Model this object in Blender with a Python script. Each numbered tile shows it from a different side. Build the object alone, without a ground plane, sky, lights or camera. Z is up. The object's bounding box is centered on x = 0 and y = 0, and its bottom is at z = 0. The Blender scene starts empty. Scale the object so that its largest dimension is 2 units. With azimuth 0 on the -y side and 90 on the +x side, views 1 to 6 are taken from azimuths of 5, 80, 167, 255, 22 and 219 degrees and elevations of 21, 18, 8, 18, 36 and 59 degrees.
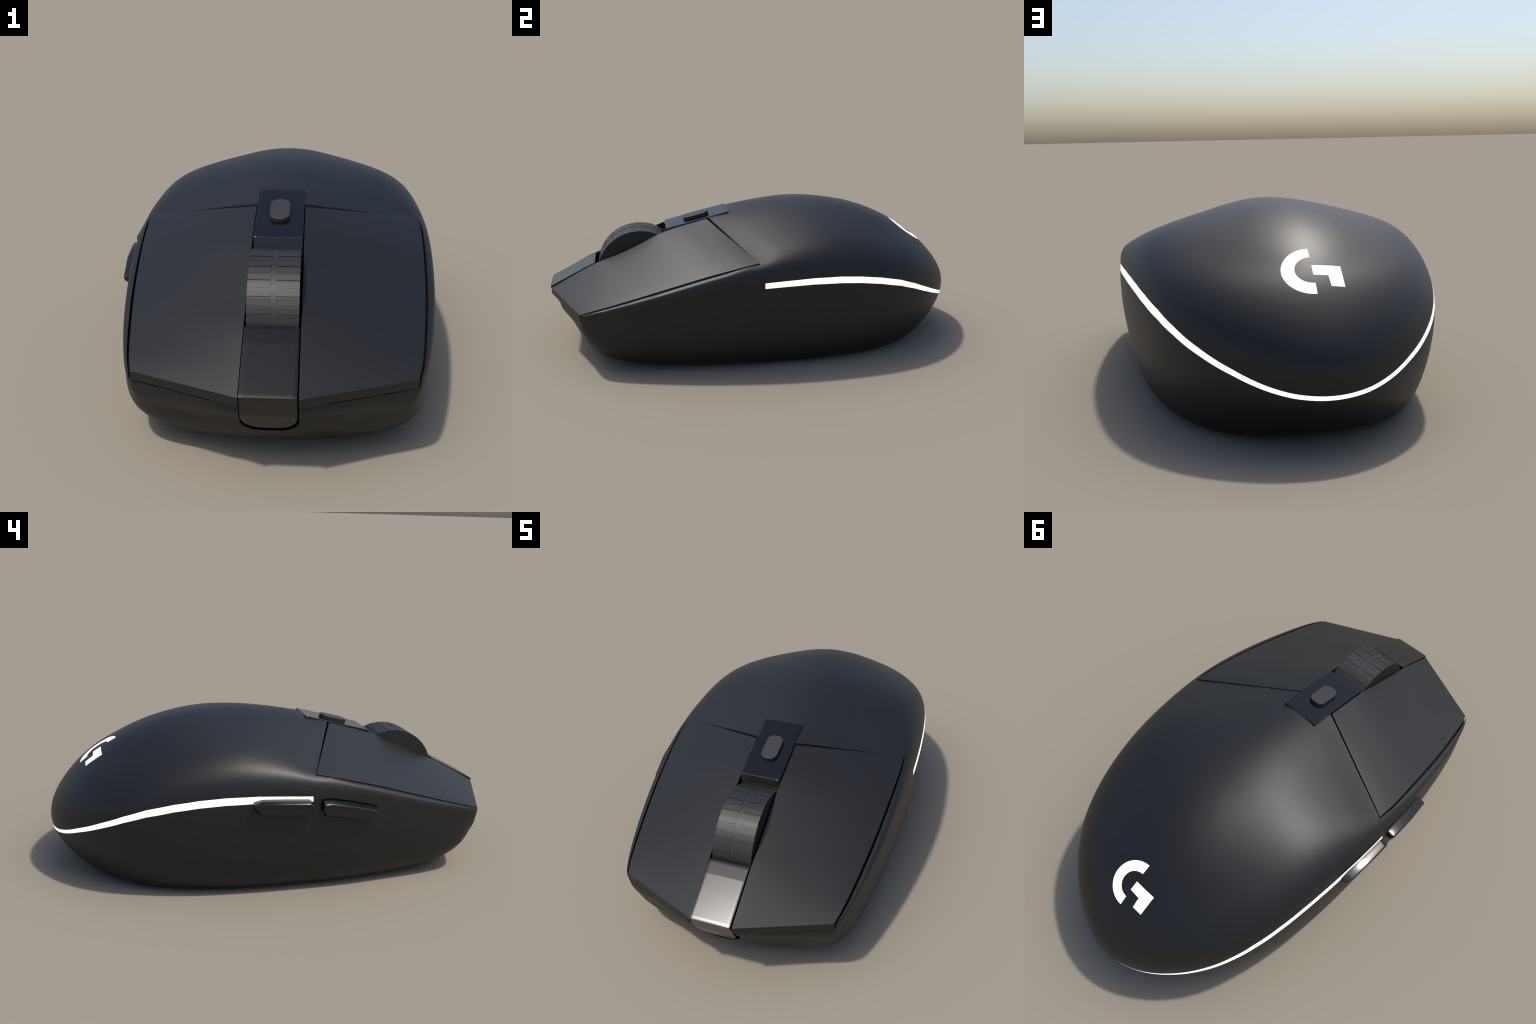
"""Wireless gaming mouse, built part by part.

Frame: metres, z up, nose towards -y, tail towards +y.  The body is symmetric
about the plane x = AXIS (the side buttons stick out on the left only, so the
bounding box is not centred on the symmetry plane).
"""
import bpy, bmesh, math
import numpy as np
from mathutils import Matrix, Vector
from mathutils.bvhtree import BVHTree

AXIS = 0.0155          # x of the symmetry plane

# ---------------------------------------------------------------- helpers
def new_object(name, verts, faces, material, parent=None, smooth=True):
    me = bpy.data.meshes.new(name)
    me.from_pydata([tuple(v) for v in verts], [], faces)
    me.validate()
    bm = bmesh.new()
    bm.from_mesh(me)
    bmesh.ops.recalc_face_normals(bm, faces=bm.faces)
    bm.to_mesh(me)
    bm.free()
    ob = bpy.data.objects.new(name, me)
    bpy.context.scene.collection.objects.link(ob)
    if material:
        me.materials.append(material)
    for p in me.polygons:
        p.use_smooth = smooth
    ob.parent = parent
    return ob


def apply_modifiers(ob):
    dg = bpy.context.evaluated_depsgraph_get()
    me = bpy.data.meshes.new_from_object(ob.evaluated_get(dg))
    old = ob.data
    name = old.name
    ob.modifiers.clear()
    ob.data = me
    bpy.data.meshes.remove(old)
    me.name = name


def round_edges(ob, width, segments=3, angle=35, harden=True):
    m = ob.modifiers.new("round", "BEVEL")
    m.width = width
    m.segments = segments
    m.limit_method = "ANGLE"
    m.angle_limit = math.radians(angle)
    m.harden_normals = harden
    apply_modifiers(ob)


def lerp_curve(points, t):
    """Point on a polyline, t in 0..1 by chord length, softened by a Catmull-Rom pass."""
    p = np.array(points, float)
    n = len(p)
    d = np.r_[0, np.cumsum(np.linalg.norm(np.diff(p, axis=0), axis=1))]
    s = t * d[-1]
    k = int(np.clip(np.searchsorted(d, s, side="right") - 1, 0, n - 2))
    h = d[k + 1] - d[k]
    f = (s - d[k]) / h
    def tangent(i):
        if i == 0:
            return (p[1] - p[0]) / (d[1] - d[0])
        if i == n - 1:
            return (p[-1] - p[-2]) / (d[-1] - d[-2])
        return (p[i + 1] - p[i - 1]) / (d[i + 1] - d[i - 1])
    m0, m1 = tangent(k) * h, tangent(k + 1) * h
    return ((2*f**3 - 3*f**2 + 1) * p[k] + (f**3 - 2*f**2 + f) * m0
            + (-2*f**3 + 3*f**2) * p[k + 1] + (f**3 - f**2) * m1)


def grid_solid(top, bottom):
    """Closed solid from two equal (n, m, 3) grids."""
    n, m, _ = top.shape
    verts = list(top.reshape(-1, 3)) + list(bottom.reshape(-1, 3))
    o = n * m
    faces = []
    for i in range(n - 1):
        for j in range(m - 1):
            a, b, c, d = i*m + j, i*m + j + 1, (i+1)*m + j + 1, (i+1)*m + j
            faces.append((a, b, c, d))
            faces.append((o + d, o + c, o + b, o + a))
    rim = ([j for j in range(m)] + [i*m + m - 1 for i in range(1, n)]
           + [(n-1)*m + j for j in range(m - 2, -1, -1)] + [i*m for i in range(n - 2, 0, -1)])
    for a, b in zip(rim, rim[1:] + rim[:1]):
        faces.append((b, a, o + a, o + b))
    return verts, faces


def prism(outline, axis, lo, hi):
    """Extrude a 2D outline along a world axis ('x': outline is (y, z); 'y': (x, z))."""
    n = len(outline)
    def put(p, w):
        return (w, p[0], p[1]) if axis == "x" else (p[0], w, p[1])
    verts = [put(p, lo) for p in outline] + [put(p, hi) for p in outline]
    faces = [tuple(range(n)), tuple(range(2*n - 1, n - 1, -1))]
    for i in range(n):
        j = (i + 1) % n
        faces.append((i, i + n, j + n, j))
    return verts, faces


# ---------------------------------------------------------------- materials
def plastic(name, colour, rough, spec=0.5, grain=0.0, grain_scale=900.0, bump=0.0, coat=0.0):
    mat = bpy.data.materials.new(name)
    mat.use_nodes = True
    nt = mat.node_tree
    b = nt.nodes["Principled BSDF"]
    b.inputs["Base Color"].default_value = (*colour, 1)
    b.inputs["Roughness"].default_value = rough
    b.inputs["Specular IOR Level"].default_value = spec
    b.inputs["Coat Weight"].default_value = coat
    b.inputs["Coat Roughness"].default_value = 0.08
    tc = nt.nodes.new("ShaderNodeTexCoord")
    noise = nt.nodes.new("ShaderNodeTexNoise")
    noise.inputs["Scale"].default_value = grain_scale
    noise.inputs["Detail"].default_value = 2.0
    nt.links.new(tc.outputs["Object"], noise.inputs["Vector"])
    if grain:
        ramp = nt.nodes.new("ShaderNodeMapRange")
        ramp.inputs["To Min"].default_value = rough - grain
        ramp.inputs["To Max"].default_value = rough + grain
        nt.links.new(noise.outputs["Fac"], ramp.inputs["Value"])
        nt.links.new(ramp.outputs["Result"], b.inputs["Roughness"])
    if bump:
        bp = nt.nodes.new("ShaderNodeBump")
        bp.inputs["Strength"].default_value = bump
        bp.inputs["Distance"].default_value = 0.001
        nt.links.new(noise.outputs["Fac"], bp.inputs["Height"])
        nt.links.new(bp.outputs["Normal"], b.inputs["Normal"])
    return mat


def light_guide(name):
    """Lit white diffuser: the strip and the emblem of this mouse are lamps."""
    mat = bpy.data.materials.new(name)
    mat.use_nodes = True
    b = mat.node_tree.nodes["Principled BSDF"]
    b.inputs["Base Color"].default_value = (0.9, 0.9, 0.9, 1)
    b.inputs["Roughness"].default_value = 0.5
    b.inputs["Emission Color"].default_value = (1, 1, 1, 1)
    b.inputs["Emission Strength"].default_value = 1.0
    return mat


SHELL_MAT = plastic("matt_black_plastic", (0.007, 0.007, 0.007), 0.48, 0.5, grain=0.03)
PANEL_MAT = plastic("satin_black_plastic", (0.007, 0.007, 0.007), 0.47, 0.5, grain=0.03)
GLOSS_MAT = plastic("glossy_black_plastic", (0.003, 0.003, 0.003), 0.13, 0.5)
STRIP_MAT = plastic("semi_gloss_black_plastic", (0.003, 0.003, 0.003), 0.22, 0.5)
BUTTON_MAT = plastic("polished_black_plastic", (0.008, 0.008, 0.008), 0.2, 0.5)
SWITCH_MAT = plastic("grey_rubber", (0.026, 0.026, 0.026), 0.5, 0.5)
WHEEL_MAT = plastic("dark_rubber", (0.018, 0.018, 0.018), 0.49, 0.5)
GROOVE_SHADE_MAT = plastic("groove_shade_black", (0.006, 0.006, 0.006), 0.6, 0.3)  # for the added plates whose dark border imitates shaded grooves round the tread pads
LIGHT_MAT = light_guide("lit_white_diffuser")

# ---------------------------------------------------------------- root
root = bpy.data.objects.new("computer_mouse", None)
bpy.context.scene.collection.objects.link(root)
root["label"] = "black wireless gaming computer mouse with white light strip"
root["category"] = "computer mouse"

# ---------------------------------------------------------------- body surface
# Level lines of the right half, from sole to spine.  Each runs from the middle of
# the nose round the flank to the middle of the tail; x is measured from the
# symmetry plane.  They are the control net of a bicubic B-spline.
LEVEL_LINES = [
    ("sole_inner", [
        (0.000, -0.411, 0.000), (0.115, -0.415, 0.000), (0.222, -0.388, 0.000), (0.283, -0.333, 0.000), (0.317, -0.239, 0.000), (0.337, -0.124, 0.000),
        (0.342, 0.015, 0.000), (0.340, 0.163, 0.000), (0.321, 0.310, 0.000), (0.272, 0.461, 0.000), (0.167, 0.568, 0.000), (0.000, 0.598, 0.000)]),
    ("sole_edge", [
        (0.000, -0.733, 0.010), (0.192, -0.734, 0.007), (0.354, -0.677, 0.011), (0.422, -0.578, 0.001), (0.453, -0.421, -0.005), (0.476, -0.241, -0.006),
        (0.476, -0.027, -0.010), (0.472, 0.192, -0.013), (0.446, 0.403, -0.012), (0.374, 0.629, -0.022), (0.228, 0.802, -0.018), (0.000, 0.867, 0.012)]),
    ("low_flank", [
        (0.000, -0.849, 0.065), (0.225, -0.837, 0.056), (0.417, -0.770, 0.069), (0.472, -0.655, 0.083), (0.491, -0.471, 0.109), (0.519, -0.264, 0.116),
        (0.520, -0.021, 0.121), (0.515, 0.224, 0.123), (0.492, 0.457, 0.113), (0.405, 0.700, 0.106), (0.232, 0.905, 0.108), (0.000, 1.008, 0.123)]),
    ("belt", [
        (0.000, -0.930, 0.114), (0.285, -0.850, 0.120), (0.451, -0.818, 0.137), (0.486, -0.693, 0.190), (0.517, -0.514, 0.229), (0.537, -0.307, 0.265),
        (0.551, -0.057, 0.291), (0.539, 0.189, 0.279), (0.512, 0.452, 0.269), (0.434, 0.736, 0.254), (0.244, 0.940, 0.237), (0.000, 1.051, 0.218)]),
    ("upper_flank", [
        (0.000, -0.965, 0.144), (0.283, -0.857, 0.182), (0.426, -0.851, 0.211), (0.459, -0.778, 0.260), (0.506, -0.565, 0.323), (0.531, -0.344, 0.405),
        (0.548, -0.098, 0.458), (0.544, 0.144, 0.455), (0.521, 0.404, 0.422), (0.460, 0.703, 0.385), (0.261, 0.913, 0.357), (0.000, 1.009, 0.326)]),
    ("shoulder", [
        (0.000, -0.970, 0.179), (0.283, -0.883, 0.239), (0.431, -0.883, 0.277), (0.462, -0.818, 0.320), (0.506, -0.592, 0.370), (0.525, -0.354, 0.448),
        (0.529, -0.108, 0.514), (0.517, 0.129, 0.539), (0.505, 0.359, 0.529), (0.438, 0.620, 0.483), (0.261, 0.813, 0.465), (0.000, 0.893, 0.454)]),
    ("deck_outer", [
        (0.000, -0.991, 0.173), (0.237, -0.913, 0.267), (0.352, -0.870, 0.321), (0.373, -0.781, 0.369), (0.407, -0.565, 0.419), (0.417, -0.333, 0.477),
        (0.415, -0.094, 0.531), (0.424, 0.126, 0.594), (0.419, 0.335, 0.604), (0.346, 0.566, 0.551), (0.200, 0.736, 0.516), (0.000, 0.823, 0.509)]),
    ("deck_inner", [
        (0.000, -1.020, 0.203), (0.136, -0.927, 0.304), (0.200, -0.840, 0.370), (0.210, -0.719, 0.434), (0.229, -0.524, 0.501), (0.233, -0.310, 0.562),
        (0.229, -0.094, 0.602), (0.234, 0.107, 0.641), (0.234, 0.292, 0.653), (0.195, 0.482, 0.632), (0.114, 0.621, 0.609), (0.000, 0.699, 0.581)]),
    ("spine", [
        (0.000, -1.041, 0.232), (0.000, -0.932, 0.310), (0.000, -0.800, 0.393), (0.000, -0.646, 0.480), (0.000, -0.475, 0.572), (0.000, -0.286, 0.648),
        (0.000, -0.103, 0.681), (0.000, 0.072, 0.705), (0.000, 0.234, 0.701), (0.000, 0.372, 0.690), (0.000, 0.466, 0.669), (0.000, 0.539, 0.634)]),
]
NET = np.array([pts for _, pts in LEVEL_LINES])
ROWS, COLS = NET.shape[:2]


def spline_weights(n, s, mirror_start):
    """Cubic B-spline weights at parameter s for n controls: (even, odd) versions.

    The far end is always a mirror plane; the near end is one too or is clamped."""
    even, odd = np.zeros(n), np.zeros(n)
    k = min(int(s), n - 2)
    t = s - k
    w = np.array([(1-t)**3, 3*t**3 - 6*t**2 + 4, -3*t**3 + 3*t**2 + 3*t + 1, t**3]) / 6
    for a, wa in zip(range(k - 1, k + 3), w):
        if a < 0:
            if mirror_start:
                even[-a] += wa
                odd[-a] -= wa
            else:
                for arr in (even, odd):
                    arr[0] += 2 * wa
                    arr[1] -= wa
        elif a > n - 1:
            even[2*(n-1) - a] += wa
            odd[2*(n-1) - a] -= wa
        else:
            even[a] += wa
            odd[a] += wa
    return even, odd


def half_body(rows, cols):
    r = [spline_weights(ROWS, s, False) for s in rows]
    c = [spline_weights(COLS, s, True) for s in cols]
    re, ro = np.array([x[0] for x in r]), np.array([x[1] for x in r])
    ce, co = np.array([x[0] for x in c]), np.array([x[1] for x in c])
    x = ro @ NET[..., 0] @ co.T
    y = re @ NET[..., 1] @ ce.T
    z = np.maximum(re @ NET[..., 2] @ ce.T, 0.0)
    return np.stack([x, y, z], -1)


def place(p, side=1):
    """From half-body coordinates to the world: mirror, shift to the axis, and add the
    slight sideways drift of the nose's flanks."""
    p = np.asarray(p, float)
    q = p.copy()
    drift = 0.005 * np.clip((-0.15 - p[..., 1]) / 0.6, 0, 1) * np.clip(np.abs(p[..., 0]) / 0.4, 0, 1)
    q[..., 0] = side * p[..., 0] + AXIS + drift
    return q


NV, NU = 97, 131
half = half_body(np.linspace(0, ROWS - 1, NV), np.linspace(0, COLS - 1, NU))
half[:, 0, 0] = half[:, -1, 0] = 0
half[-1, :, 0] = 0


def fair_pole(grid):
    """The level lines run together where the spine meets the tail.  Replace the
    surface there by one smooth even quartic fitted to the ring around it."""
    pole = grid[-1, -1].copy()
    t_dir = np.array([0, 0.82, -0.57])
    n_dir = np.array([0, 0.57, 0.82])
    d = grid - pole
    x, t, h = d[..., 0], d @ t_dir, d @ n_dir
    r = np.hypot(x, t)
    def basis(x, t):
        return np.stack([np.ones_like(x), t, t**2, t**3, t**4, x**2, x**2*t, x**2*t**2, x**4], -1)
    ring = (r > 0.09) & (r < 0.34) & (np.abs(h) < 0.2)
    co = np.linalg.lstsq(basis(x[ring], t[ring]), h[ring], rcond=None)[0]
    fit = basis(x, t) @ co
    w = np.clip((0.26 - r) / 0.16, 0, 1)
    w = w * w * (3 - 2 * w) * (np.abs(h) < 0.2)
    return grid + ((fit - h) * w)[..., None] * n_dir

half = fair_pole(half)

# Four edge curves of the right click button (x from the symmetry plane).
INNER_EDGE = [(0.085, -0.995, 0.2970), (0.085, -0.879, 0.3620), (0.085, -0.782, 0.4120), (0.085, -0.693, 0.4490),
              (0.085, -0.611, 0.4855), (0.085, -0.528, 0.5225), (0.085, -0.478, 0.5455), (0.085, -0.404, 0.5725),
              (0.085, -0.321, 0.5950), (0.085, -0.242, 0.6160)]
OUTER_EDGE = [(0.4255, -0.846, 0.2875), (0.440, -0.788, 0.308), (0.4555, -0.691, 0.338), (0.4725, -0.559, 0.379),
              (0.4835, -0.453, 0.412), (0.4960, -0.284, 0.462), (0.5030, -0.128, 0.501), (0.501, -0.047, 0.5185)]

def lower_lip(grid):
    """The shell's lip stays a few millimetres below the outer edge of the click
    button, so that the button stands proud of its groove."""
    n = 160
    edge = np.array([lerp_curve(OUTER_EDGE, k / (n - 1)) for k in range(n)])
    tangent = np.gradient(edge[:, :2], axis=0)
    tangent /= np.linalg.norm(tangent, axis=1)[:, None]
    normal = np.stack([tangent[:, 1], -tangent[:, 0]], -1)          # outward
    out = grid.copy()
    flat = out.reshape(-1, 3)
    for v in flat:
        if v[2] < 0.2 or v[0] < 0.3 or v[1] > -0.03 or v[1] < -0.95:
            continue
        d = v[:2] - edge[:, :2]
        k = int(np.argmin((d ** 2).sum(1)))
        o = float(d[k] @ normal[k])
        along = k / (n - 1)
        if abs(o) > 0.08 or (k in (0, n - 1) and np.hypot(*d[k]) > 0.09):
            continue
        end = min(1.0, (1 - along) / 0.15)
        cap = edge[k, 2] - 0.0005 - 0.0045 * end - 0.30 * max(o - 0.004, 0) + 0.35 * max(-o, 0)
        soft = 0.0035
        over = (v[2] - cap) / soft
        drop = soft * math.log1p(math.exp(min(over, 40)))
        fade = max(0.0, 1 - abs(o) / 0.08) ** 0.5
        rear = np.clip((-0.03 - v[1]) / 0.20, 0, 1)
        v[2] -= drop * fade * rear * rear * (3 - 2 * rear)
    return out

half = lower_lip(half)


def seat_plate(grid):
    """The crest stays just below the plane of the control plate, so the plate lies on it."""
    out = grid.copy()
    x, y, z = out[..., 0], out[..., 1], out[..., 2]
    plane = 0.6475 + 0.2517 * (y + 0.1345) - 0.0012
    near = (np.abs(x) < 0.16) & (y > -0.30) & (y < -0.02) & (z > 0.5)
    over = np.where(near, np.logaddexp(0, (z - plane) / 0.0015) * 0.0015, 0)
    out[..., 2] -= over * np.clip((-0.02 - y) / 0.08, 0, 1) * np.clip((0.16 - np.abs(x)) / 0.08, 0, 1)
    return out


def square_nose(grid):
    """Fill the nose out to the straight front edges of the click buttons just below them."""
    e, d = np.array(INNER_EDGE[0][:2]), np.array(OUTER_EDGE[0][:2])
    along = (d - e) / np.linalg.norm(d - e)
    normal = np.array([along[1], -along[0]])
    if normal[1] > 0:
        normal = -normal
    out = grid.copy()
    for v in out.reshape(-1, 3):
        if v[1] > -0.75 or v[2] < 0.16 or v[2] > 0.33 or v[0] < 0.02:
            continue
        s = float((v[:2] - d) @ normal) + 0.005      # stops a little short of the edge
        t = float((v[:2] - e) @ along) / np.linalg.norm(d - e)
        if -0.06 < s < 0.0 and t < 1.08:
            w = np.clip((v[2] - 0.16) / 0.10, 0, 1) * np.clip((s + 0.06) / 0.03, 0, 1) * np.clip((1.08 - t) / 0.08, 0, 1) * np.clip(t / 0.3, 0, 1)
            v[:2] -= normal * s * w * w * (3 - 2 * w)
    return out



def step_seam(grid):
    """Height of the shell just behind the click button's rear edge: a few millimetres
    above the button near the middle, a few below it at the outer corner."""
    a, b = np.array(INNER_EDGE[-1]), np.array(OUTER_EDGE[-1])
    run = b[:2] - a[:2]
    length = np.linalg.norm(run)
    run = run / length
    back = np.array([-run[1], run[0]])
    skin = grid[50:].reshape(-1, 3)
    skin = skin[skin[:, 2] > 0.3]
    ts = np.linspace(0, 1, 13)
    shift = []
    for t in ts:
        p = a + (b - a) * t
        d = ((skin[:, :2] - (p[:2] + back * 0.008)) ** 2).sum(1)
        k = np.argsort(d)[:4]
        w = 1 / (d[k] + 1e-7)
        here = float((skin[k, 2] * w).sum() / w.sum())
        want = p[2] + 0.0065 * (1 - t) - 0.0035 * t
        shift.append(want - here)
    out = grid.copy()
    x, y, z = out[..., 0], out[..., 1], out[..., 2]
    rx, ry = x - a[0], y - a[1]
    t = (rx * run[0] + ry * run[1]) / length
    q = rx * back[0] + ry * back[1]
    amount = np.interp(np.clip(t, 0, 1), ts, shift)
    fade = np.clip(1 - np.maximum(q, 0) / 0.13, 0, 1)
    fade = fade * fade * (3 - 2 * fade)
    side = np.clip(1 - np.maximum(t - 1, 0) * length / 0.05, 0, 1) * np.clip(1 + np.minimum(t, 0) * length / 0.085, 0, 1)
    side = side * np.clip(1 + q / 0.06, 0, 1) * np.clip((z - 0.46) / 0.045, 0, 1)
    out[..., 2] += amount * fade * side * side * (3 - 2 * side)
    return out

half = square_nose(seat_plate(step_seam(half)))

verts, index = [], {}
def vid(i, j):
    """Vertex of row i, loop position j (0..2*NU-3 runs all the way round)."""
    ring = 2 * (NU - 1)
    j %= ring
    if i == NV - 1 and j > NU - 1:
        j = ring - j                      # both halves share the spine
    key = (i, j)
    if key not in index:
        p = place(half[i, j]) if j <= NU - 1 else place(half[i, ring - j], -1)
        index[key] = len(verts)
        verts.append(tuple(p))
    return index[key]

faces = []
for i in range(NV - 1):
    for j in range(2 * (NU - 1)):
        f = []
        for v in (vid(i, j), vid(i, j + 1), vid(i + 1, j + 1), vid(i + 1, j)):
            if v not in f:
                f.append(v)
        if len(f) > 2:
            faces.append(tuple(f))
faces.append(tuple(vid(0, j) for j in range(2 * (NU - 1) - 1, -1, -1)))
shell = new_object("shell", verts, faces, SHELL_MAT, root)

# keep the uncut surface: its normals shade the cut shell, its rays seat the emblem
whole = shell.data.copy()
whole_bvh = BVHTree.FromPolygons([v.co.copy() for v in whole.vertices],
                                 [tuple(p.vertices) for p in whole.polygons])
whole_normals = [v.normal.copy() for v in whole.vertices]

# ---------------------------------------------------------------- click buttons
def coons(inner, outer, ns, nt):
    """Ruled patch between two edge curves; straight front and rear edges."""
    g = np.zeros((nt, ns, 3))
    for a, t in enumerate(np.linspace(0, 1, nt)):
        p, q = lerp_curve(inner, t), lerp_curve(outer, t)
        for b, s in enumerate(np.linspace(0, 1, ns)):
            g[a, b] = p * (1 - s) + q * s
            g[a, b, 2] += CROWN * math.sin(math.pi * s) ** 0.7 * math.sin(math.pi * t) ** 0.55
    return g

CROWN = 0.0050        # slight crown of the click buttons
BUTTON_THICK = 0.029
patch = coons(INNER_EDGE, OUTER_EDGE, 13, 41)
under = patch - np.array([0, 0, BUTTON_THICK])
for side in (1, -1):
    v, f = grid_solid(place(patch, side), place(under, side))
    ob = new_object("click_button", v, f, PANEL_MAT, root)
    round_edges(ob, 0.0018, 2, 50)

# deck pocket: the same patch, a little larger, sunk into the shell
deck_in, deck_out = [], []
for k, p in enumerate(INNER_EDGE):
    deck_in.append((-0.02, p[1], p[2]))
for k, p in enumerate(OUTER_EDGE):
    t = k / (len(OUTER_EDGE) - 1)
    gap = 0.0045 + 0.0050 * math.sin(math.pi * min(1, t * 1.05)) ** 0.8
    deck_out.append((p[0] + gap, p[1], p[2]))
deck_in[-1] = (-0.02, deck_in[-1][1] - 0.049 + 0.011, 0.6260)   # rear line carried to the middle
deck_out[-1] = (deck_out[-1][0] - 0.002, deck_out[-1][1] + 0.0035, deck_out[-1][2])
deck_in = [(-0.02, -1.35, 0.2970), (-0.02, -1.05, 0.2970)] + deck_in
deck_out = [(0.428, -1.20, 0.2875), (0.428, -0.90, 0.2875)] + deck_out


def polyline_patch(a, b, ns, nt):
    def at(c, t):
        c = np.array(c)
        s = t * (len(c) - 1)
        k = min(int(s), len(c) - 2)
        return c[k] * (1 - s + k) + c[k + 1] * (s - k)
    g = np.zeros((nt, ns, 3))
    for i, t in enumerate(np.linspace(0, 1, nt)):
        for j, s in enumerate(np.linspace(0, 1, ns)):
            g[i, j] = at(a, t) * (1 - s) + at(b, t) * s
    return g


def resample(c, n, start):
    """Chord-length resample of a curve, keeping its straight run-in separate."""
    run = [np.array(c[0]), np.array(c[1])]
    return run + [lerp_curve(c[start:], k / (n - 1)) for k in range(n)]

deck_floor = polyline_patch(resample(deck_in, 31, 2), resample(deck_out, 31, 2), 9, 33)
sink = np.array([0.0325 + 0.006 * min(1, max(0, (i - 3) / 5)) for i in range(33)])
floor = deck_floor.copy()
floor[..., 2] -= sink[:, None]
roof = deck_floor.copy()
roof[..., 2] = 0.95
cutters = []
for side in (1, -1):
    v, f = grid_solid(place(roof, side), place(floor, side))
    cutters.append(new_object("pocket", v, f, None))

# wheel channel: U-shaped slot from the nose to below the control plate
SLOT_HALF, SLOT_FLOOR, SLOT_ROUND = 0.0865, 0.148, 0.05
u = [(SLOT_HALF, 0.95)]
for k in range(9):
    a = k / 8 * math.pi / 2
    u.append((SLOT_HALF - SLOT_ROUND * (1 - math.cos(a)), SLOT_FLOOR + SLOT_ROUND * 0.7 * (1 - math.sin(a))))
u = u + [(-x, z) for x, z in reversed(u)]
v, f = prism([(x + AXIS, z) for x, z in u], "y", -1.35, -0.33)
cutters.append(new_object("slot", v, f, None))

# narrow grooves round the side buttons
SIDE_OUT = -0.5597
# (y, z, stand-off) of the outer face rim: proud along the top, flush along the bottom
REAR_RIM = [(0.222, 0.414, .014), (0.206, 0.388, .008), (0.188, 0.376, .007), (0.09, 0.369, .008), (0.0, 0.362, .008),
            (-0.022, 0.368, .011), (-0.027, 0.406, .025), (-0.010, 0.417, .029), (0.09, 0.422, .031), (0.185, 0.424, .024)]
FRONT_RIM = [(-0.065, 0.408, .024), (-0.064, 0.374, .010), (-0.082, 0.356, .006), (-0.17, 0.337, .005), (-0.264, 0.317, .005),
             (-0.278, 0.321, .007), (-0.290, 0.337, .013), (-0.302, 0.346, .017), (-0.308, 0.362, .021),
             (-0.19, 0.393, .030), (-0.10, 0.409, .030)]


def flank_x(y, z):
    """x of the left flank at (y, z)."""
    hit, n, _, _ = whole_bvh.ray_cast(Vector((-2, y, z)), Vector((1, 0, 0)))
    return hit.x

def foot(rim, grow=0.0):
    """Outline of a side button where it meets the flank, optionally grown all round."""
    k = len(rim)
    zc = sum(r[1] for r in rim) / k
    pts = np.array([(y, z + (0.011 if z > zc else -0.001)) for y, z, d in rim])
    if grow:
        t = np.roll(pts, -1, 0) - np.roll(pts, 1, 0)
        n = np.stack([t[:, 1], -t[:, 0]], -1)
        n /= np.linalg.norm(n, axis=1)[:, None]
        if ((pts - pts.mean(0)) * n).sum() < 0:
            n = -n
        pts = pts + n * grow
    return pts

for rim in (REAR_RIM, FRONT_RIM):
    v, f = prism([tuple(p) for p in foot(rim, 0.0042)], "x", -0.70, -0.506)
    cutters.append(new_object("groove", v, f, None))

# nothing of the shell reaches past the straight front edges of the click buttons
e0, d0 = np.array(INNER_EDGE[0]), np.array(OUTER_EDGE[0])
run = (d0 - e0) / (d0[0] - e0[0])
for side in (1, -1):
    a, b = e0 - run * (e0[0] + 0.01), d0 + run * 0.12
    near, far = [a + (0, 0.003, 0), b + (0, 0.003, 0)], [a + (0, -0.3, 0), b + (0, -0.3, 0)]
    quad = np.array([near, far])
    hi, lo = quad.copy(), quad.copy()
    hi[..., 2], lo[..., 2] = 0.8, 0.19
    v, f = grid_solid(place(hi, side), place(lo, side))
    cutters.append(new_object("front_trim", v, f, None))

# seat of the control plate: just below its top face
v, f = prism([(-0.50, 0.9), (-0.50, 0.540), (-0.1365, 0.6325), (-0.1365, 0.9)], "x", AXIS - 0.0815, AXIS + 0.0815)
cutters.append(new_object("seat", v, f, None))

for c in cutters:
    b = shell.modifiers.new("cut", "BOOLEAN")
    b.operation = "DIFFERENCE"
    b.solver = "EXACT"
    b.object = c
apply_modifiers(shell)
for c in cutters:
    me = c.data
    bpy.data.objects.remove(c)
    bpy.data.meshes.remove(me)

# Shading: skin away from the cuts keeps its own smooth normals; along the cuts it takes
# the uncut surface's normals; the cut walls are flat.
me = shell.data
skin_face = []
for p in me.polygons:
    p.use_smooth = True
    hit, hn, hi, dist = whole_bvh.find_nearest(p.center)
    skin_face.append(dist < 0.0015 and hn.dot(p.normal) > 0.9)
touched = [False] * len(me.vertices)
for p, ok in zip(me.polygons, skin_face):
    if not ok:
        for w in p.vertices:
            touched[w] = True
ring1 = list(touched)
for p in me.polygons:
    if any(touched[w] for w in p.vertices):
        for w in p.vertices:
            ring1[w] = True


def uncut_normal(co, fallback):
    q, qn, qi, qd = whole_bvh.find_nearest(co)
    vs = whole.polygons[qi].vertices
    if len(vs) > 4:
        return fallback.copy()
    n = Vector((0, 0, 0))
    for w in vs:
        n += whole_normals[w] / ((whole.vertices[w].co - co).length_squared + 1e-9)
    return n.normalized()

normals = [Vector((0, 0, 0))] * len(me.loops)
for p, ok in zip(me.polygons, skin_face):
    for li in p.loop_indices:
        w = me.loops[li].vertex_index
        if not ok:
            normals[li] = p.normal.copy()
        elif ring1[w]:
            normals[li] = uncut_normal(me.vertices[w].co, p.normal)
me.normals_split_custom_set(normals)

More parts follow.
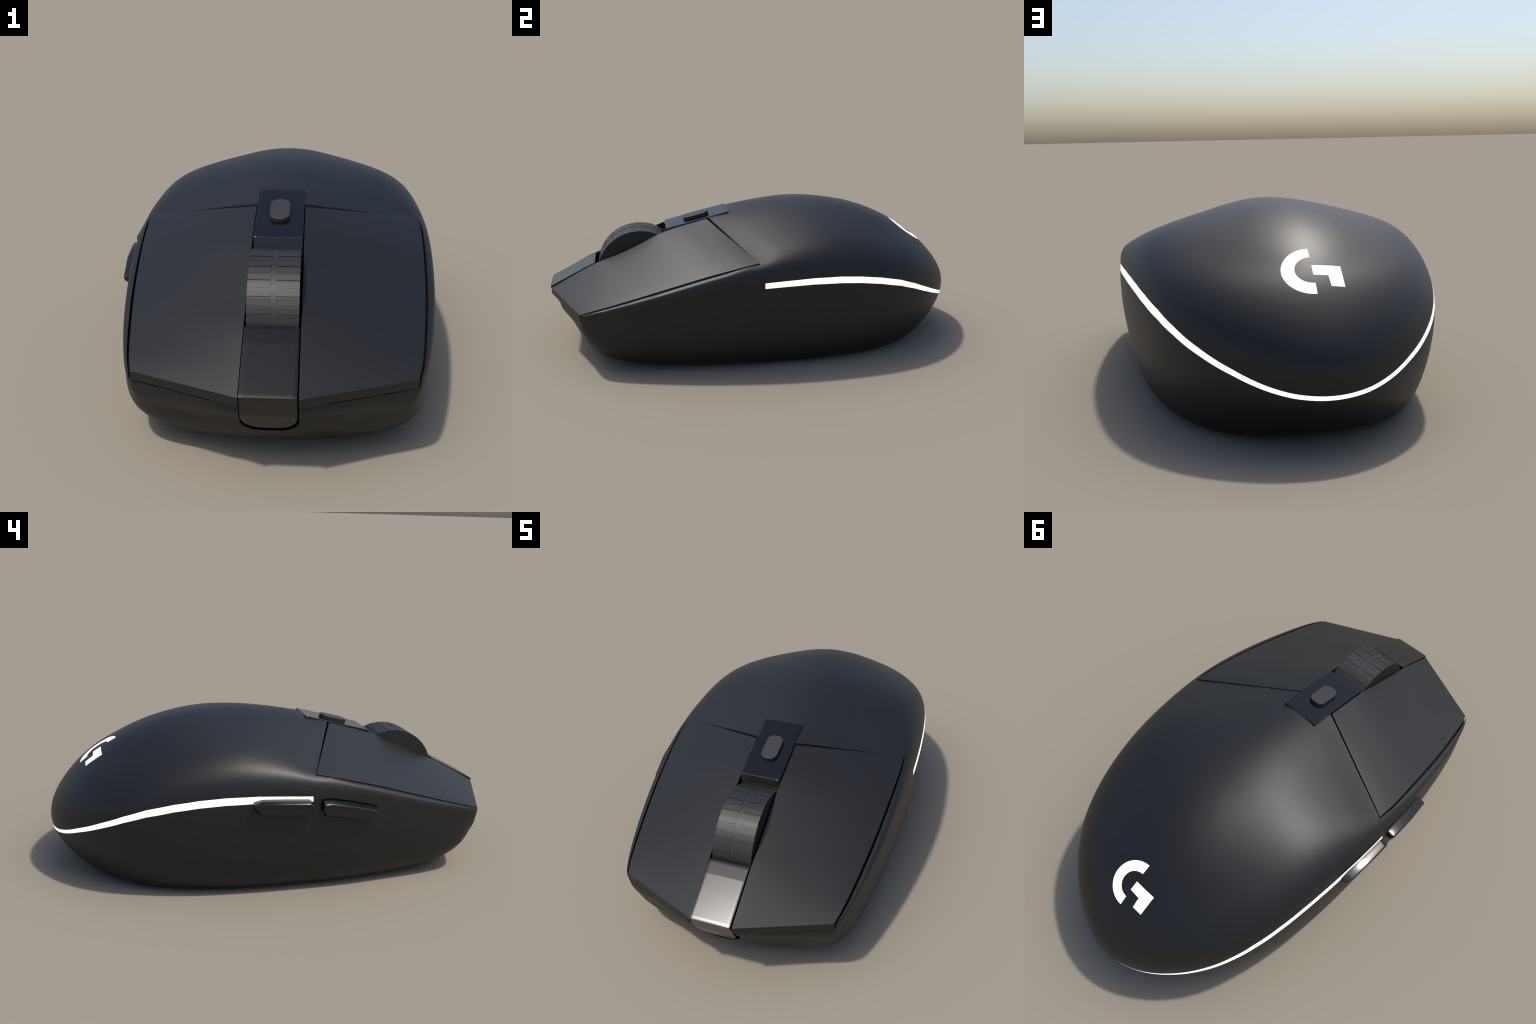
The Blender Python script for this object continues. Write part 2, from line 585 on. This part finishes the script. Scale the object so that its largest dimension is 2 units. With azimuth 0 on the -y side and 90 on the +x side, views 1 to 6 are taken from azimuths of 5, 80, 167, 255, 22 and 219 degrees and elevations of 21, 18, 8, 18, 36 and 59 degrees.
# ---------------------------------------------------------------- nose strip
STRIP_HALF = 0.082
TOP_REAR, TOP_BREAK, TOP_FRONT = (-0.784, 0.4135), (-0.838, 0.3876), (-0.9995, 0.3025)
CHIN, TIP = (-0.9625, 0.2215), (-0.9270, 0.1600)
RIM = 0.013            # width of the softened border of the glossy parts
inner = np.linspace(-1 + RIM / STRIP_HALF, 1 - RIM / STRIP_HALF, 15)
edge = 1 - RIM / STRIP_HALF * (1 - np.sin(np.linspace(0, 1, 7)[1:] * math.pi / 2))
across = np.r_[-edge[::-1], inner, edge]
nx = len(across)


def soft_rim(ob, tops, half_w, ends):
    """Shade the top faces as if their border rolled over slightly: flat normals
    inside, tilted outwards within RIM of the edge.  Other faces stay flat."""
    me = ob.data
    out = []
    for p in me.polygons:
        p.use_smooth = True
        top = any(p.normal.dot(t) > 0.9995 for t in tops)
        for li in p.loop_indices:
            co = me.vertices[me.loops[li].vertex_index].co
            if not top and p.area < 2e-4:
                out.append(Vector((0, 0, 0)))
                continue
            n = p.normal.copy()
            if top:
                x = co.x - AXIS
                wx = max(0.0, (abs(x) - half_w) / RIM + 1)
                n.x += 0.15 * wx * (1 if x > 0 else -1)
                for y, d in ends:
                    n.y += 0.15 * max(0.0, 1 - abs(co.y - y) / RIM) * d
            out.append(n.normalized())
    me.normals_split_custom_set(out)

# the tip edge is a superellipse: full length in the middle, short at the sides
tip_edge = []
for x in across:
    d = (1 - abs(x) ** 3.4) ** (1 / 2.2)
    tip_edge.append((x * STRIP_HALF, CHIN[0] + (TIP[0] - CHIN[0]) * d, CHIN[1] + (TIP[1] - CHIN[1]) * d))
def level(y, z):
    return [(x * STRIP_HALF, y, z) for x in across]
def between(a, b, t):
    return (a[0] + (b[0] - a[0]) * t, a[1] + (b[1] - a[1]) * t)
t0 = RIM / abs(TOP_BREAK[0] - TOP_REAR[0])
t1 = 1 - RIM / abs(TOP_FRONT[0] - TOP_BREAK[0])
stations = [level(*TOP_REAR), level(*between(TOP_REAR, TOP_BREAK, t0)), level(*TOP_BREAK),
            level(*between(TOP_BREAK, TOP_FRONT, t1)), level(*TOP_FRONT), level(*CHIN), tip_edge,
            [(x, y + 0.035, z + 0.012) for x, y, z in tip_edge], level(CHIN[0] + 0.06, CHIN[1] + 0.02),
            level(TOP_REAR[0] + 0.008, TOP_REAR[1] - 0.075)]
v, f = [], []
n = len(stations)
for st in stations:
    v += [(x + AXIS, y, z) for x, y, z in st]
for i in range(n):
    for j in range(nx - 1):
        a, b = i * nx + j, i * nx + j + 1
        c, d = ((i + 1) % n) * nx + j + 1, ((i + 1) % n) * nx + j
        f.append((a, b, c, d))
f.append(tuple(i * nx for i in range(n)))
f.append(tuple(i * nx + nx - 1 for i in range(n - 1, -1, -1)))
strip = new_object("nose_strip", v, f, STRIP_MAT, root)
def slope_normal(a, b):
    n = Vector((0, a[1] - b[1], b[0] - a[0])).normalized()
    return n if n.z > 0 else -n

round_edges(strip, 0.0022, 2, 40, harden=False)
soft_rim(strip, (slope_normal(TOP_REAR, TOP_BREAK), slope_normal(TOP_BREAK, TOP_FRONT)), STRIP_HALF, ((TOP_REAR[0], 1), (TOP_FRONT[0], -1)))

# ---------------------------------------------------------------- control plate and mode button
PLATE_HALF = 0.0822
PF, PR = np.array((-0.4365, 0.5715)), np.array((-0.1345, 0.6475))
along = (PR - PF) / np.linalg.norm(PR - PF)
up = np.array((-along[1], along[0]))
lowf, lowr = np.array((-0.462, 0.500)), PR - up * 0.022
length = np.linalg.norm(PR - PF)
xs = np.array([-PLATE_HALF, -PLATE_HALF + RIM, PLATE_HALF - RIM, PLATE_HALF])
ts = np.array([0, RIM, length - RIM, length]) / length
top = np.array([[(AXIS + x, *(PF + (PR - PF) * t)) for x in xs] for t in ts])
low = np.array([[(AXIS + x, *(lowf + (lowr - lowf) * t)) for x in xs] for t in ts])
v, f = grid_solid(top, low)
plate = new_object("control_plate", v, f, GLOSS_MAT, root)
round_edges(plate, 0.0018, 2, 40, harden=False)
soft_rim(plate, (slope_normal(PF, PR),), PLATE_HALF, ((PF[0], -1), (PR[0], 1)))

def pill(half_w, half_l, radius, n=10):
    out = []
    for cx, cy, a0 in ((half_w - radius, half_l - radius, 0), (-half_w + radius, half_l - radius, 90),
                       (-half_w + radius, -half_l + radius, 180), (half_w - radius, -half_l + radius, 270)):
        for k in range(n + 1):
            a = math.radians(a0 + 90 * k / n)
            out.append((cx + radius * math.cos(a), cy + radius * math.sin(a)))
    return out

centre = PF + along * 0.154
outline = pill(0.0340, 0.0635, 0.029)
v = []
for h in (-0.004, 0.0145):
    for a, b in outline:
        p = centre + along * b + up * h
        v.append((AXIS + a, p[0], p[1]))
m = len(outline)
f = [tuple(range(m)), tuple(range(2*m - 1, m - 1, -1))] + [(i, i + m, (i+1) % m + m, (i+1) % m) for i in range(m)]
mode = new_object("mode_button", v, f, SWITCH_MAT, plate)
round_edges(mode, 0.003, 3, 50)

# ---------------------------------------------------------------- scroll wheel
WC, WR, FACETS, WHALF = (-0.566, 0.3575), 0.2058, 24, 0.0785
v, f = [], []
prof = [(-WHALF, 0.06), (-WHALF, WR), (WHALF, WR), (WHALF, 0.06)]
for k in range(FACETS):
    a = 2 * math.pi * k / FACETS + math.pi / 2
    for x, r in prof:
        v.append((AXIS + x, WC[0] + r * math.cos(a), WC[1] + r * math.sin(a)))
for k in range(FACETS):
    o, q = 4 * k, 4 * ((k + 1) % FACETS)
    for i in range(4):
        j = (i + 1) % 4
        f.append((o + i, o + j, q + j, q + i))
wheel = new_object("scroll_wheel", v, f, WHEEL_MAT, root, smooth=True)
wheel.data.set_sharp_from_angle(angle=math.radians(40))

# tread pads: two rows of 48, sharing one mesh; each sits on an added dark plate a little larger
# than itself, in place of the shade in a groove, and wraps over the rim as a rib down the wheel's side
PADS, PAD_L, PAD_IN, PROUD, SHADE_BORDER = 48, 0.0176, 0.0095, 0.0013, 0.0008
pv, pf, pm = [], [], []
for grow, lift, slot in ((0.0, PROUD, 0), (SHADE_BORDER, PROUD - 0.0009, 1)):
    o = len(pv)
    x0, x1 = PAD_IN - grow, WHALF + 0.0008 - grow * 0.4
    sec = [(x0, -0.001), (x0, lift), (x1, lift), (x1, -0.075), (WHALF - 0.002, -0.075), (WHALF - 0.002, -0.001)]
    ns = len(sec)
    for t in (-PAD_L / 2 - grow, PAD_L / 2 + grow):
        for x, r in sec:
            pv.append((x, t * (1.0 if r > -0.05 else 0.62), r))
    nf = [tuple(range(o, o + ns)), tuple(range(o + 2*ns - 1, o + ns - 1, -1))]
    nf += [(o + i, o + i + ns, o + (i+1) % ns + ns, o + (i+1) % ns) for i in range(ns)]
    pf += nf
    pm += [slot] * len(nf)
first = new_object("tread_pad", pv, pf, WHEEL_MAT, wheel, smooth=False)
first.data.materials.append(GROOVE_SHADE_MAT)
for p, slot in zip(first.data.polygons, pm):
    p.material_index = slot
pads = [first]
for _ in range(PADS * 2 - 1):
    c = first.copy()
    bpy.context.scene.collection.objects.link(c)
    c.parent = wheel
    pads.append(c)
i = 0
for k in range(PADS):
    a = 2 * math.pi * (k + 0.5) / PADS + math.pi / 2
    rad = Vector((0, math.cos(a), math.sin(a)))
    tan = Vector((0, -math.sin(a), math.cos(a)))
    reach = WR * math.cos(math.pi / FACETS) / math.cos(math.pi / FACETS / 2)
    for side in (1, -1):
        pos = Vector((AXIS, WC[0], WC[1])) + rad * reach
        tn = tan * side
        pads[i].matrix_world = Matrix(((side, tn.x, rad.x, pos.x), (0, tn.y, rad.y, pos.y),
                                       (0, tn.z, rad.z, pos.z), (0, 0, 0, 1)))
        i += 1

# ---------------------------------------------------------------- side buttons (left flank)
for rim in (REAR_RIM, FRONT_RIM):
    k = len(rim)
    base = foot(rim)
    v = [(max(SIDE_OUT - 0.0012, flank_x(y, z) - 0.012 - d), y, z) for y, z, d in rim]        # outer face
    v += [(flank_x(y, z) + 0.002, y, z) for y, z in base]
    v += [(-0.49, y, z) for y, z in base]
    f = [tuple(range(k)), tuple(range(3*k - 1, 2*k - 1, -1))]
    for o in (0, k):
        f += [(o + i, o + i + k, o + (i+1) % k + k, o + (i+1) % k) for i in range(k)]
    ob = new_object("side_button", v, f, BUTTON_MAT, root)
    round_edges(ob, 0.006, 4, 28)

# ---------------------------------------------------------------- light strip
def track(table, y):
    t = np.array(table)
    return float(np.interp(y, t[:, 0], t[:, 1]))

STRIP_Z = [(-0.03, 0.424), (0.07, 0.4285), (0.2, 0.432), (0.33, 0.428), (0.43, 0.418), (0.53, 0.401), (0.635, 0.374),
           (0.72, 0.340), (0.81, 0.294), (0.89, 0.2475), (0.94, 0.2135), (0.975, 0.191), (1.0, 0.1785)]
STRIP_H = [(-0.03, 0.0125), (0.3, 0.0150), (0.6, 0.0145), (0.8, 0.0115), (0.95, 0.0085), (1.0, 0.0080)]
START_Y = -0.026

fine_rows = np.linspace(2.0, 6.0, 241)
fine_cols = np.linspace(5.0, COLS - 1, 201)
skin = half_body(fine_rows, fine_cols)
du = np.gradient(skin, axis=1)
dv = np.gradient(skin, axis=0)
skin_n = np.cross(du, dv)
skin_n /= np.linalg.norm(skin_n, axis=2)[..., None]
STEPS = 5
side_pts = []
for j in range(len(fine_cols)):
    col, nor = skin[:, j], skin_n[:, j]
    gap = np.array([p[2] - track(STRIP_Z, p[1]) for p in col])
    h = np.array([track(STRIP_H, p[1]) for p in col])
    rel = gap / h
    line = []
    for w in np.linspace(-1, 1, STEPS):
        k = int(np.argmax(rel > w))
        if k == 0:
            break
        t = (w - rel[k-1]) / (rel[k] - rel[k-1])
        line.append((col[k-1] * (1 - t) + col[k] * t, nor[k-1] * (1 - t) + nor[k] * t))
    if len(line) == STEPS:
        side_pts.append(line)
# trim exactly at the blunt front end
while min(p[1] for p, _ in side_pts[1]) < START_Y:
    side_pts.pop(0)
a, b = side_pts[0], side_pts[1]
for w in range(STEPS):
    t = (START_Y - a[w][0][1]) / (b[w][0][1] - a[w][0][1])
    a[w] = (a[w][0] * (1 - t) + b[w][0] * t, a[w][1])
M = np.array([-1, 1, 1])
whole_path = side_pts + [[(p * M, q * M) for p, q in line] for line in side_pts[-2::-1]]
top = np.array([[p + q * 0.0003 + np.array([AXIS, 0, 0]) for p, q in line] for line in whole_path])
bot = np.array([[p - q * 0.004 + np.array([AXIS, 0, 0]) for p, q in line] for line in whole_path])
v, f = grid_solid(top, bot)
new_object("light_strip", v, f, LIGHT_MAT, root)

# ---------------------------------------------------------------- emblem: open ring and hook
# Drawn flat in (p, q): p to the viewer's right from behind, q down the slope; then
# pressed on to the shell along the local normal.
EMB_O = Vector((0.019, 0.786, 0.505))
EMB_D = Vector((0.0, 0.80, -0.60))
EMB_N = Vector((0.0, 0.60, 0.80))
EMB_P = Vector((-1, 0, 0))


def seat(p, q, lift):
    o = EMB_O + EMB_P * p + EMB_D * q + EMB_N * 0.2
    hit, n, _, _ = whole_bvh.ray_cast(o, -EMB_N)
    return hit + EMB_N * lift


def seated_solid(grid, name):
    top = np.array([[seat(p, q, 0.0003) for p, q in row] for row in grid])
    bot = np.array([[seat(p, q, -0.004) for p, q in row] for row in grid])
    v, f = grid_solid(top, bot)
    return new_object(name, v, f, LIGHT_MAT, root)

SKEW = -0.06
R_OUT, R_IN = 0.0947, 0.0545
ring = []
for k in range(61):
    a = math.radians(90 + 180 * k / 60)
    row = []
    for r in np.linspace(R_IN, R_OUT, 6):
        p, q = r * math.cos(a), -r * math.sin(a)
        row.append((p + SKEW * q, q))
    ring.append(row)
seated_solid(ring, "emblem")

# hook: top bar then leg, one mesh (mitred at the corner)
TA, TB = (0.001, -0.018), (0.090, -0.0125)
TE, TF = (0.043, 0.0265), (-0.002, 0.0215)
TC, TD = (0.084, 0.0725), (0.043, 0.0690)
top_rows = [[tuple(np.array(TA)*(1-s) + np.array(TF)*s) for s in np.linspace(0, 1, 6)],
            [tuple(np.array(TB)*(1-s) + np.array(TE)*s) for s in np.linspace(0, 1, 6)],
            [tuple(np.array(TC)*(1-s) + np.array(TD)*s) for s in np.linspace(0, 1, 6)]]
hook = []
for a, b in zip(top_rows, top_rows[1:]):
    for t in np.linspace(0, 1, 9)[(0 if not hook else 1):]:
        hook.append([tuple(np.array(p)*(1-t) + np.array(q)*t) for p, q in zip(a, b)])
seated_solid(hook, "emblem")
